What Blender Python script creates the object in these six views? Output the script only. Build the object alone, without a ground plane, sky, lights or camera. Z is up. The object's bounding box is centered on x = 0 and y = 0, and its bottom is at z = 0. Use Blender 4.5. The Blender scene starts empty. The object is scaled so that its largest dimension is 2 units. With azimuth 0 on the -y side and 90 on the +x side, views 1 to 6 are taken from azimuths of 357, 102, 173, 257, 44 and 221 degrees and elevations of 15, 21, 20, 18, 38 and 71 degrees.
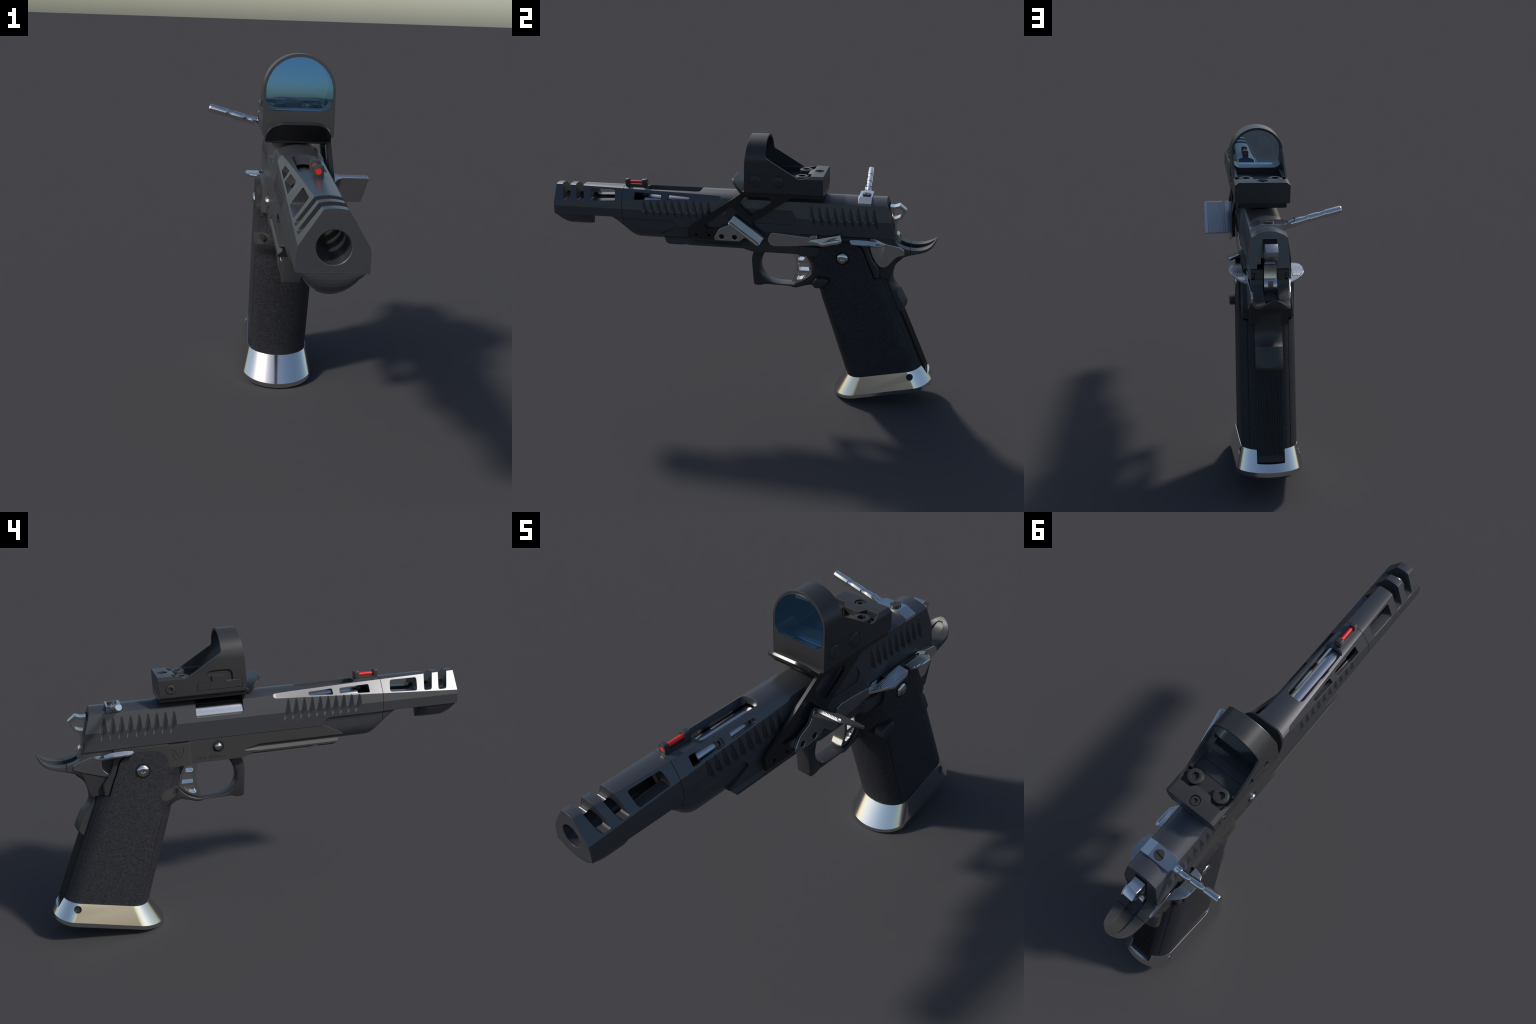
# Competition pistol with reflex sight: built part by part in metres.
# Local frame: x = 0 is the pistol's symmetry plane, muzzle towards -y, z up.
import bpy, bmesh, math, random
from mathutils import Vector, Matrix

random.seed(7)
X0 = 0.0347                     # symmetry plane in the world frame
SC = bpy.context.scene
COL = SC.collection

# ------------------------------------------------------------------ helpers
def lerp(a, b, t): return a + (b - a) * t

def piece(x, pts):
    """piecewise linear interpolation through (x, value) pairs"""
    if x <= pts[0][0]: return pts[0][1]
    for (x0, v0), (x1, v1) in zip(pts, pts[1:]):
        if x <= x1: return lerp(v0, v1, (x - x0) / (x1 - x0))
    return pts[-1][1]

def spline(pts, n=6, closed=False):
    """Catmull-Rom through the control points"""
    P = [Vector(p) for p in pts]; m = len(P); out = []
    for i in range(m if closed else m - 1):
        p1, p2 = P[i], P[(i + 1) % m]
        p0 = P[(i - 1) % m] if closed or i else p1 + (p1 - p2)
        p3 = P[(i + 2) % m] if closed or i + 2 < m else p2 + (p2 - p1)
        for k in range(n):
            t = k / n
            out.append(0.5 * ((2 * p1) + (p2 - p0) * t + (2 * p0 - 5 * p1 + 4 * p2 - p3) * t * t
                              + (3 * p1 - p0 - 3 * p2 + p3) * t ** 3))
    if not closed: out.append(P[-1])
    return [tuple(p) for p in out]

def rounded(pts, r, n=4):
    """round the corners of a closed 2D polygon; r may be one radius or one per corner"""
    out = []; m = len(pts)
    for i in range(m):
        ri = r[i] if isinstance(r, (list, tuple)) else r
        p = Vector(pts[i]); a = Vector(pts[i - 1]) - p; b = Vector(pts[(i + 1) % m]) - p
        d = min(ri, a.length * .48, b.length * .48)
        if d < 1e-5: out.append(tuple(p)); continue
        s, e = p + a.normalized() * d, p + b.normalized() * d
        for k in range(n + 1):
            t = k / n
            out.append(tuple(s * (1 - t) ** 2 + p * 2 * t * (1 - t) + e * t * t))
    return out

def mesh_from(verts, faces):
    me = bpy.data.meshes.new("tmp"); me.from_pydata([tuple(v) for v in verts], [], faces)
    bm = bmesh.new(); bm.from_mesh(me)
    bmesh.ops.remove_doubles(bm, verts=bm.verts, dist=1e-6)
    bmesh.ops.recalc_face_normals(bm, faces=bm.faces)
    bm.to_mesh(me); bm.free()
    return me

def loft(rings, cap=True, closed=False):
    n = len(rings[0]); v = [p for r in rings for p in r]; f = []
    for i in range(len(rings) - (0 if closed else 1)):
        a, b = i * n, ((i + 1) % len(rings)) * n
        for k in range(n):
            f.append((a + k, a + (k + 1) % n, b + (k + 1) % n, b + k))
    if cap and not closed:
        f += [tuple(range(n)), tuple(range((len(rings) - 1) * n, len(rings) * n))]
    return mesh_from(v, f)

def prism_x(yz, x0, x1): return loft([[(x, y, z) for y, z in yz] for x in (x0, x1)])
def prism_y(xz, y0, y1): return loft([[(x, y, z) for x, z in xz] for y in (y0, y1)])
def prism_z(xy, z0, z1): return loft([[(x, y, z) for x, y in xy] for z in (z0, z1)])
def box(x0, x1, y0, y1, z0, z1): return prism_z([(x0, y0), (x1, y0), (x1, y1), (x0, y1)], z0, z1)

def revolve(prof, origin, axis, n=32, spin=0.0):
    """prof = [(distance along axis, radius)...]"""
    ax = Vector(axis).normalized(); u = ax.orthogonal().normalized(); w = ax.cross(u); o = Vector(origin)
    rings = []
    for s, r in prof:
        r = max(r, 1e-5)
        rings.append([o + ax * s + (u * math.cos(spin + 2 * math.pi * k / n) + w * math.sin(spin + 2 * math.pi * k / n)) * r
                      for k in range(n)])
    return loft(rings)

def cyl(p, axis, r, length, n=32): return revolve([(0, r), (length, r)], p, axis, n)

def hull(pts):
    bm = bmesh.new()
    for p in pts: bm.verts.new(p)
    bmesh.ops.convex_hull(bm, input=bm.verts)
    loose = [v for v in bm.verts if not v.link_faces]
    bmesh.ops.delete(bm, geom=loose, context='VERTS')
    bmesh.ops.recalc_face_normals(bm, faces=bm.faces)
    me = bpy.data.meshes.new("tmp"); bm.to_mesh(me); bm.free(); return me

def mirror(me):
    m2 = me.copy(); m2.transform(Matrix.Diagonal((-1, 1, 1, 1))); m2.flip_normals(); return m2

def join(*ms):
    bm = bmesh.new()
    for m in ms: bm.from_mesh(m)
    me = bpy.data.meshes.new("tmp"); bm.to_mesh(me); bm.free(); return me

def evaluate(me, mods):
    ob = bpy.data.objects.new("tmp", me); COL.objects.link(ob); extra = []
    for kind, kw in mods:
        m = ob.modifiers.new("m", kind)
        for k, v in kw.items():
            if k == "object":
                c = bpy.data.objects.new("tmpc", v); COL.objects.link(c); extra.append(c); v = c
            setattr(m, k, v)
    dg = bpy.context.evaluated_depsgraph_get(); dg.update()
    out = bpy.data.meshes.new_from_object(ob.evaluated_get(dg))
    for o in [ob] + extra: bpy.data.objects.remove(o)
    return out

def boolean(me, cutters, op='DIFFERENCE'):
    return evaluate(me, [('BOOLEAN', dict(operation=op, solver='EXACT', object=c)) for c in cutters])

def bevel(me, w, seg=2, angle=30):
    return evaluate(me, [('BEVEL', dict(width=w, segments=seg, limit_method='ANGLE', angle_limit=math.radians(angle),
                                        use_clamp_overlap=True))])

def add(name, me, mat, parent, angle=32, kind=None):
    ob = bpy.data.objects.new(name, me); COL.objects.link(ob); me.name = name
    ob.parent = parent
    me.materials.clear(); me.materials.append(mat)
    for p in me.polygons: p.use_smooth = True; p.material_index = 0
    me.set_sharp_from_angle(angle=math.radians(angle))
    if kind: ob["kind"] = kind
    return ob

def again(ob, parent=None):
    c = ob.copy(); COL.objects.link(c)
    if parent: c.parent = parent
    return c

# ------------------------------------------------------------------ materials
def material(name, base, rough, metal=0.0, round_r=0.0, grain=None, bump=None, spec=0.5, var=0.0, coat=0.0):
    m = bpy.data.materials.new(name); m.use_nodes = True
    nt = m.node_tree; N, Lk = nt.nodes, nt.links; p = N["Principled BSDF"]
    p.inputs["Base Color"].default_value = (*base, 1); p.inputs["Roughness"].default_value = rough
    p.inputs["Metallic"].default_value = metal; p.inputs["Specular IOR Level"].default_value = spec
    p.inputs["Coat Weight"].default_value = coat
    tc = N.new("ShaderNodeTexCoord"); normal = None
    if round_r:
        b = N.new("ShaderNodeBevel"); b.samples = 4; b.inputs["Radius"].default_value = round_r; normal = b.outputs[0]
    if bump:
        scale, strength, dist = bump
        n = N.new("ShaderNodeTexNoise"); n.inputs["Scale"].default_value = scale; n.inputs["Detail"].default_value = 3
        Lk.new(tc.outputs["Object"], n.inputs["Vector"])
        bp = N.new("ShaderNodeBump"); bp.inputs["Strength"].default_value = strength; bp.inputs["Distance"].default_value = dist
        Lk.new(n.outputs["Fac"], bp.inputs["Height"])
        if normal: Lk.new(normal, bp.inputs["Normal"])
        normal = bp.outputs[0]
    if normal: Lk.new(normal, p.inputs["Normal"])
    if grain:
        scale, amount = grain
        n = N.new("ShaderNodeTexNoise"); n.inputs["Scale"].default_value = scale; n.inputs["Detail"].default_value = 4
        Lk.new(tc.outputs["Object"], n.inputs["Vector"])
        mr = N.new("ShaderNodeMapRange"); mr.inputs["To Min"].default_value = rough - amount
        mr.inputs["To Max"].default_value = rough + amount
        Lk.new(n.outputs["Fac"], mr.inputs["Value"]); Lk.new(mr.outputs[0], p.inputs["Roughness"])
    if var:
        n = N.new("ShaderNodeTexNoise"); n.inputs["Scale"].default_value = 140; n.inputs["Detail"].default_value = 5
        Lk.new(tc.outputs["Object"], n.inputs["Vector"])
        r = N.new("ShaderNodeValToRGB")
        r.color_ramp.elements[0].position = .35; r.color_ramp.elements[1].position = .68
        r.color_ramp.elements[0].color = (*[c * (1 - var) for c in base], 1)
        r.color_ramp.elements[1].color = (*[c * (1 + var) for c in base], 1)
        Lk.new(n.outputs["Fac"], r.inputs["Fac"]); Lk.new(r.outputs[0], p.inputs["Base Color"])
    return m

SLIDE = material("blued_slide_metal", (.088, .090, .100), .31, metal=.5, round_r=.0012, spec=.75)
FRAME = material("dark_frame_metal", (.048, .047, .047), .40, round_r=.0016)
SIGHTM = material("matte_black_housing", (.037, .037, .039), .35, round_r=.0012)
MOUNTM = material("black_anodised_mount", (.017, .017, .018), .28, round_r=.0012)
POLY = material("black_polymer", (.033, .033, .036), .42, round_r=.0016)
SPINE = material("ribbed_black_polymer", (.012, .012, .014), .45)
GRIPM = material("stippled_polymer", (.026, .027, .033), .60, spec=.35, bump=(330, .55, .004), var=.45)
CHROME = material("polished_chrome", (.80, .79, .77), .13, metal=1)
SATIN = material("satin_silver", (.66, .66, .66), .21, metal=1)
STEEL = material("bright_steel_screw", (.70, .70, .70), .14, metal=1)
BARREL = material("barrel_steel", (.62, .63, .66), .2, metal=1)
SCREW = material("dark_oxide_screw", (.055, .053, .052), .36, metal=.3, round_r=.001)
GREYPIN = material("grey_pin", (.06, .06, .06), .4, metal=.5)
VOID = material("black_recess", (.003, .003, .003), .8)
MARK = material("engraved_mark", (.006, .006, .006), .7)
RED = material("red_fibre", (.80, .012, .010), .3, coat=.3)

def lens_material():
    """dichroic coating: mirrors blue-green towards the muzzle, nearly clear from behind"""
    m = bpy.data.materials.new("coated_lens"); m.use_nodes = True
    nt = m.node_tree; N, Lk = nt.nodes, nt.links; N.remove(N["Principled BSDF"])
    out = N["Material Output"]
    g = N.new("ShaderNodeBsdfGlossy"); g.inputs["Color"].default_value = (.16, .44, .76, 1); g.inputs["Roughness"].default_value = .03
    t = N.new("ShaderNodeBsdfTransparent"); t.inputs["Color"].default_value = (.60, .82, .96, 1)
    geo = N.new("ShaderNodeNewGeometry"); mr = N.new("ShaderNodeMapRange")
    mr.inputs["To Min"].default_value = .46; mr.inputs["To Max"].default_value = .16
    Lk.new(geo.outputs["Backfacing"], mr.inputs["Value"])
    mx = N.new("ShaderNodeMixShader"); Lk.new(mr.outputs[0], mx.inputs[0])
    Lk.new(t.outputs[0], mx.inputs[1]); Lk.new(g.outputs[0], mx.inputs[2]); Lk.new(mx.outputs[0], out.inputs["Surface"])
    return m
def clear_glass():
    m = bpy.data.materials.new("clear_lens_back"); m.use_nodes = True
    nt = m.node_tree; N, Lk = nt.nodes, nt.links; N.remove(N["Principled BSDF"])
    g = N.new("ShaderNodeBsdfGlossy"); g.inputs["Color"].default_value = (.7, .8, .9, 1); g.inputs["Roughness"].default_value = .02
    t = N.new("ShaderNodeBsdfTransparent"); t.inputs["Color"].default_value = (.93, .94, .98, 1)
    mx = N.new("ShaderNodeMixShader"); mx.inputs[0].default_value = .06
    Lk.new(t.outputs[0], mx.inputs[1]); Lk.new(g.outputs[0], mx.inputs[2]); Lk.new(mx.outputs[0], N["Material Output"].inputs["Surface"])
    return m
GLASS = clear_glass()
def sky_band_metal():
    """blue-tinted metal that supplies the bright sky band at the lens foot"""
    m = bpy.data.materials.new("sky_band_tint"); m.use_nodes = True
    p = m.node_tree.nodes["Principled BSDF"]; p.inputs["Base Color"].default_value = (.20, .31, .38, 1)
    p.inputs["Metallic"].default_value = 1; p.inputs["Roughness"].default_value = .32
    return m
SKY_BAND = sky_band_metal()
LENS = lens_material()

# ------------------------------------------------------------------ root and part holders
root = bpy.data.objects.new("competition_pistol", None); COL.objects.link(root)
root.location = (X0, 0, 0); root.empty_display_size = .2
root["label"] = "black race pistol with reflex sight, vented muzzle and chrome magwell"
root["category"] = "competition pistol"

# ------------------------------------------------------------------ slide + compensator
ARC_R = .1162
def arch_z(x): return 1.0824 - ARC_R + math.sqrt(ARC_R ** 2 - x * x)

def upper_section(zb):
    arch = [(.0725 * math.cos(math.pi * k / 24), 0) for k in range(1, 24)]
    arch = [(x, arch_z(x)) for x, _ in arch]
    return [(.085, zb), (.085, .977), (.0725, 1.0570)] + arch + [(-.0725, 1.0570), (-.085, .977), (-.085, zb)]

def rear_y(z): return piece(z, [(.896, .771), (.978, .757), (1.0574, .7316), (1.0824, .727)])

def facet_cutter(s):
    rings = []
    nx, nz = .840, .543; dx, dz = .543, -.840            # facet normal / downward slope in the x-z plane
    for y, off in [(-1.05, 0), (-.62, 0), (-.113, 0), (-.105, .0006), (-.098, .0022), (-.092, .0045), (-.085, .0085), (-.07, .025)]:
        lx = .0832 - (y + 1) * .00822; lz = .9935 + (y + 1) * .05437
        a = (lx + dx * .06 + nx * off, lz + dz * .06 + nz * off)
        b = (lx - dx * .20 + nx * off, lz - dz * .20 + nz * off)
        c = (b[0] + nx * .12, b[1] + nz * .12); d = (a[0] + nx * .12, a[1] + nz * .12)
        rings.append([(s * q[0], y, q[1]) for q in (a, b, c, d)])
    return loft(rings)
FACETS = [facet_cutter(1), facet_cutter(-1)]

def underlug(ys, flange, top, r, zb0, xs=lambda y: 1.0, zb=lambda y: 0):
    """rounded belly below the slide: flange - cove - round bottom, scaled in height along y"""
    cz = zb0 + r
    half = [(flange, top), (flange, top - .002), (r + (flange - r) * .62, top - .006), (r + (flange - r) * .3, top - .013),
            (r + (flange - r) * .08, top - .022)]
    lo = min(cz, top - .026)
    half += [(r * math.cos(a), cz - r * math.sin(a)) for a in [math.pi / 2 * k / 26 for k in range(27)] if cz - r * math.sin(a) < lo]
    rings = []
    for y in ys:
        f = (top - zb(y)) / (top - zb0)
        pts = [(x * xs(y), y, top - (top - z) * f) for x, z in half]
        pts += [(-x, y, z) for x, y, z in reversed(pts[:-1])]
        rings.append(pts)
    return loft(rings)

def serration(y, s, zt=1.040):
    """ramped flute: shallow floor towards the muzzle, steep rear wall, sloped foot"""
    def sx(z): return .085 if z < .977 else .085 - .0125 * (z - .977) / .08
    rim = [(-.0165, zt - .0145), (-.0190, zt - .0045), (-.0220, zt), (-.0258, zt - .0025), (-.0288, zt - .0165), (-.0313, .990), (-.0313, .979), (-.0285, .9705), (-.0005, .940), (.0005, .945), (-.0010, .966)]
    pts = []
    for dy, z in rim:
        pts.append((s * sx(z), y + dy, z)); pts.append((s * (sx(z) + .02), y + dy, z))
    pts.append((s * .0728, y - .0105, .9625)); pts.append((s * .0735, y - .0170, .995)); pts.append((s * .0742, y - .0048, .9575))
    return hull(pts)

def build_slide():
    sec = upper_section(.8955)
    body = loft([[(x, -.6235, z) for x, z in sec], [(x, -.30, z) for x, z in sec], [(x, .3, z) for x, z in sec],
                 [(x, rear_y(z), z) for x, z in sec]])
    under = prism_x([(-.70, .88), (-.326, .88), (-.326, .8955)] +
                    [(-.374 + .048 * math.cos(a), .8955 + .0355 * math.sin(a)) for a in [math.pi / 2 * k / 8 for k in range(9)]] +
                    [(-.70, .931)], -.2, .2)
    bore = cyl((0, -.70, .993), (0, 1, 0), .060, 1.0, 96)
    port = prism_x(rounded([(.046, .9955), (.2625, .9955), (.2625, 1.2), (.046, 1.2)], [.012, .014, 0, 0]), -.2, -.045)
    port_top = prism_x(rounded([(.046, 1.045), (.2625, 1.045), (.2625, 1.2), (.046, 1.2)], [.0, .0, 0, 0]), -.05, .032)
    slot = prism_z(rounded([(-.0395, -.498), (.0395, -.498), (.0395, -.212), (-.0395, -.212)], .022, 6), 1.03, 1.2)
    cut = [join(*FACETS), under, bore, port, port_top, slot]
    def facet_point(y, z, depth, s):
        lx = .0832 - (y + 1) * .00822; lz = .9935 + (y + 1) * .05437
        x = lx - (z - lz) * .543 / .840
        return (s * (x - .840 * depth), y, z - .543 * depth)
    win = []
    for s in (1, -1):
        for poly, r in (([(-.562, 1.0258), (-.4145, 1.0338), (-.416, 1.0582), (-.561, 1.0608)], .007),
                        ([(-.3825, 1.0342), (-.2645, 1.0418), (-.2655, 1.0562), (-.3805, 1.0598)], .006)):
            q = rounded(poly, r)
            win.append(loft([[facet_point(y, z, d, s) for y, z in q] for d in (-.02, .032)]))
    cut.append(join(*win))
    # rear: hammer channel, frame-rail channel, stepped relief
    chan = [(-.0765, .85), (.0765, .85), (.0765, .9365), (.052, .9365), (.052, .9555), (.0365, .9555), (.0365, .9795), (.0285, .9795),
            (.0285, 1.052), (-.0285, 1.052), (-.0285, .9365), (-.0765, .9365)]
    cut.append(prism_y(chan, .663, .93))
    # shallow milled panel on the side that carries the optic mount
    cut.append(prism_x(rounded([(-.075, .977), (-.045, .940), (.268, .940), (.283, .957), (.288, .977), (.262, 1.018), (.244, 1.033), (-.05, 1.033)], .006), .0792, .12))
    ser = []
    for s in (1, -1):
        ser += [serration(-.4855 + .03815 * i, s, 1.030 + .001 * i) for i in range(10)]
        ser += [serration(.3842 + .03848 * i, s, 1.0405) for i in range(9)]
    cut.append(join(*ser))
    me = boolean(body, cut)
    ys = [-.6235, -.61, -.60, -.59, -.58, -.57, -.56, -.548, -.53, -.30]
    zbf = lambda y: piece(y, [(-.6235, .8565), (-.61, .8420), (-.60, .8320), (-.59, .8240), (-.58, .8175), (-.57, .8130), (-.56, .8102), (-.548, .809), (0, .809)])
    lug = underlug(ys, .0838, .9335, .0735, .809, zb=zbf)
    # rail flanges at the rear that wrap the frame ears
    rails = [box(s * .064 if s > 0 else -.0775, .0775 if s > 0 else -.064, .63, .765, .8965, .919) for s in (1, -1)]
    return join(me, lug, *rails)

slide = add("slide", build_slide(), SLIDE, root, angle=7.3)

def build_comp():
    sec = upper_section(.9325)
    body = loft([[(x, y, z) for x, z in sec] for y in (-.9995, -.6255)])
    # slanted ports and a broad window, both cut right through
    ports = [prism_x(rounded([(a + .0135, 1.006), (a + .0525, 1.006), (a + .0325, 1.12), (a - .0105, 1.12)], [.010, .010, 0, 0]), -.2, .2)
             for a in (-.9565, -.8815)]
    ports[0] = prism_x(rounded([(-.9455, 1.0055), (-.9050, 1.0055), (-.9265 + .0065 * 0 - .004, 1.12), (-.9775, 1.12)], [.010, .010, 0, 0]), -.2, .2)
    ports[1] = prism_x(rounded([(-.8705, 1.0085), (-.8315, 1.0085), (-.8570, 1.12), (-.9020, 1.12)], [.010, .010, 0, 0]), -.2, .2)
    window = prism_x(rounded([(-.7965, 1.011), (-.6605, 1.0185), (-.6705, 1.0675), (-.806, 1.0665)], .011), -.2, .2)
    bore = revolve([(-.05, .0432), (.003, .0432), (.0045, .0405), (.36, .0405)], (0, -1.003, .993), (0, 1, 0), 96)
    me = boolean(body, [join(*FACETS), join(*ports), window, bore])
    chin = [(-.9993, .926), (-.9985, .9165), (-.9965, .908), (-.993, .899), (-.988, .8915), (-.981, .8845), (-.972, .8785), (-.961, .8725), (-.949, .868), (-.936, .8648), (-.92, .8645)]
    zb = lambda y: piece(y, chin)
    ys = [p[0] for p in chin] + [-.862] + [-.862 + .045 * math.sin(math.pi / 2 * k / 16) for k in range(1, 17)]
    xs = lambda y: 1.0 if y <= -.862 else max(.02, math.sqrt(max(0, 1 - ((y + .862) / .045) ** 2)))
    lug = underlug(ys, .0835, .9345, .069, .8645, xs=xs, zb=zb)
    neck_pts = [(-.712, .9345), (-.70, .930), (-.69, .924), (-.68, .915), (-.67, .905), (-.66, .894), (-.65, .8835), (-.64, .8735), (-.6255, .858)]
    neck = underlug([p[0] for p in neck_pts], .0835, .9350, .0735, .809, zb=lambda y: piece(y, neck_pts))
    return join(me, lug, neck)

comp = add("muzzle_compensator", build_comp(), SLIDE, root, angle=7.3)
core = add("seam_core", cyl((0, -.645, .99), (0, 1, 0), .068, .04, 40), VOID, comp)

# barrel, chamber and the small parts inside the slide
barrel = add("barrel", revolve([(0, .030), (0, .050), (.003, .053), (.47, .053), (.47, .030)], (0, -.515, .993), (0, 1, 0), 64), BARREL, root)
chamber = add("chamber", revolve([(0, .0725), (.214, .0725)], (0, .0475, .993), (0, 1, 0), 64), BARREL, barrel)
guide = add("guide_rod", revolve([(0, .026), (.45, .026)], (0, -.56, .90), (0, 1, 0), 32), BARREL, barrel)
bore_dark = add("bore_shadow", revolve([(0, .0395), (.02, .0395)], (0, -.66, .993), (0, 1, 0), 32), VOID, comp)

# front sight with fibre
def build_front_sight():
    w = .0142
    prof = [(-.621, 1.074), (-.507, 1.074), (-.507, 1.1165), (-.532, 1.1165), (-.532, 1.0895), (-.6025, 1.0895), (-.6025, 1.1165), (-.621, 1.1165)]
    body = prism_x(prof, -w, w)
    top = prism_y(rounded([(-w, 1.05), (w, 1.05), (w, 1.1165), (-w, 1.1165)], [0, 0, .006, .006]), -.7, -.4)
    return bevel(boolean(body, [top], 'INTERSECT'), .0012)
fsight = add("front_sight", build_front_sight(), SIGHTM, slide)
fibre = add("fibre_rod", cyl((0, -.6216, 1.1000), (0, 1, 0), .0080, .1152, 24), RED, slide)

# ------------------------------------------------------------------ charging handle
def build_handle():
    plan = [(.073, .590), (.073, .6545), (-.070, .6545), (-.0745, .6500), (-.0745, .641), (-.100, .6385), (-.113, .6385),
            (-.113, .6085), (-.100, .6085), (-.0745, .605), (-.0745, .595), (-.070, .590)]
    side = [(.0735, 1.0665), (.0295, 1.0880), (-.074, 1.0880), (-.090, 1.0905), (-.106, 1.0975), (-.116, 1.106), (-.116, 1.072), (-.0745, 1.060), (-.05, 1.060), (.045, 1.0595), (.0735, 1.0545)]
    base = boolean(prism_z([(x, y) for x, y in plan], 1.0, 1.2), [prism_y(side, .5, .7)], 'INTERSECT')
    base = bevel(base, .0015)
    tip, start = Vector((-.3065, .6170, 1.1375)), Vector((-.088, .6245, 1.0785))
    ax = start - tip; Ltot = ax.length; R = .0162
    prof = [(0, R * .80), (.0035, R * .97), (.005, R)]
    def scallop(s):
        return [(s, R), (s + .0006, R * .95), (s + .007, R * .90), (s + .013, R * .85), (s + .020, R * .85), (s + .028, R * .94), (s + .034, R)]
    prof += scallop(.070) + scallop(.140) + [(Ltot - .012, R), (Ltot, R * .8)]
    return base, revolve(prof, tip, ax, 40)
hb, hr = build_handle()
handle = add("charging_handle", hb, SATIN, root, angle=14)
rod = add("handle_rod", hr, CHROME, handle, angle=50)
slot = boolean(cyl((0, 0, 0), (0, 0, 1), .0220, .0190, 40), [box(-.06, .06, -.0024, .0024, .0135, 1.2)])
slot.transform(Matrix.Translation((-.0048, .6250, 1.0755)) @ Matrix.Rotation(math.radians(-10), 4, 'Z'))
add("slotted_screw", slot, SCREW, handle)

# ------------------------------------------------------------------ frame
def build_frame():
    prof = [(-.330, .8938), (-.417, .8505)] + spline([(-.417, .8505), (-.4225, .8455), (-.419, .840), (-.409, .835)], 3)[1:] + \
           [(-.402, .823), (-.394, .811), (-.386, .8035), (-.374, .7975), (-.301, .7978), (-.297, .803), (-.276, .803), (-.272, .7978),
            (.022, .7975), (.06, .787), (.308, .787), (.308, .8938)]
    front = prism_x(prof, -.083, .083)
    g = []
    for s in (1, -1):
        ring = [(.10, .8485), (.083, .8435), (.0700, .8345), (.0700, .8262), (.0815, .8130), (.10, .8130)]
        end = [(.10, .8260), (.0832, .8250), (.0826, .8235), (.0826, .8215), (.0832, .8190), (.10, .8180)]
        g.append(loft([[(s * x, -.6, z) for x, z in ring], [(s * x, -.02, z) for x, z in ring], [(s * x, .052, z) for x, z in end]]))
        low = [(.10, .8050), (.083, .8050), (.0745, .7965), (.0745, .78), (.10, .78)]
        g.append(loft([[(s * x, y, z) for x, z in low] for y in (-.6, .02)]))
    front = boolean(front, [join(*g)])
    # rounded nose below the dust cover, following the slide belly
    nose = loft([[(x, y, z) for x, z in [(.066 * f, .835), (.066 * f, .815), (.058 * f, zb), (-.058 * f, zb), (-.066 * f, .815), (-.066 * f, .835)]]
                 for y, f, zb in [(-.452, .35, .8145), (-.440, .75, .812), (-.425, .95, .806), (-.405, 1, .8), (-.37, 1, .7985)]])
    tongue = loft([[(x, y, z) for y, z in [(.299, .8935), (.299, .786), (.56, .786), (.56, .8935)]] for x in (-.083, .083)])
    tp = rounded([(-.083, .298), (-.1005, .309), (-.1005, .562), (.1005, .562), (.1005, .309), (.083, .298)], .002, 2)
    tongue = boolean(prism_z(tp, .7855, .8905), [box(.0800, .2, .2, .425, .8330, .95)])
    mid = prism_x([(.45, .76), (.62, .70), (.62, .8925), (.45, .8925)], -.0745, .0745)
    rear = prism_x(spline([(.60, .72), (.76, .72)], 2) + spline([(.79, .80), (.797, .84), (.782, .868), (.774, .8935)], 4) + [(.60, .8935)], -.0765, .0765)
    rear = boolean(rear, [box(-.0285, .0285, .70, 1.0, .80, 1.0)])
    ears = [prism_x([(.60, .88), (.772, .88), (.766, .9340), (.60, .9340)], a, b) for a, b in ((.0285, .0615), (-.0615, -.0285))]
    ears += [prism_x([(.60, .9215), (.768, .9215), (.766, .9342), (.60, .9342)], a, b) for a, b in ((.06, .0752), (-.0752, -.06))]
    strip = [prism_x([(.425, .893), (.642, .893), (.642, .868), (.425, .868)], .07, .0965), prism_x([(.40, .893), (.642, .893), (.642, .870), (.40, .870)], -.0865, -.07)]
    return join(front, tongue, mid, rear, *ears, *strip)
frame = add("frame", build_frame(), FRAME, root)

for s in (-1,):
    pin = revolve([(-.01, .0275), (.0006, .0275), (.0006, .020), (-.004, .0195)], (s * .083, .1735, .8545), (s, 0, 0), 40)
    add("pin_recess", pin, MARK, frame)
    add("cross_pin", revolve([(0, .0185), (.006, .0180), (.011, .0150), (.0145, .0090), (.0155, .001)], (s * .082, .1735, .8545), (s, 0, 0), 40), STEEL, frame, angle=60)
for s in (1, -1):
    gp = join(revolve([(0, .0185), (.0345, .0185), (.0352, .0165), (.0352, .0135), (.0325, .0130), (.0325, .0090), (.0350, .0085), (.0350, .004), (.031, .0035)],
                      (0, .079, .757), (s, 0, 0), 36))
    add("guard_pin", gp, POLY, frame)

# engraved number and emblem on the side opposite the mount
def text_mesh(body, size):
    cu = bpy.data.curves.new("t", 'FONT'); cu.body = body; cu.size = size; cu.extrude = .0004; cu.space_character = 1.45
    ob = bpy.data.objects.new("t", cu); COL.objects.link(ob)
    dg = bpy.context.evaluated_depsgraph_get(); dg.update()
    me = bpy.data.meshes.new_from_object(ob.evaluated_get(dg)); bpy.data.objects.remove(ob)
    xs = [v.co.x for v in me.vertices]; x0, w = min(xs), max(xs) - min(xs)
    return me, x0, w
tm, tx0, tw = text_mesh("TX 02011", .0178)
k = .118 / tw
tm.transform(Matrix(((0, 0, -1, -.0832), (-k, 0, 0, .265 + tx0 * k), (0, 1, 0, .8010), (0, 0, 0, 1))))
add("serial_text", tm, MARK, frame)

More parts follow.
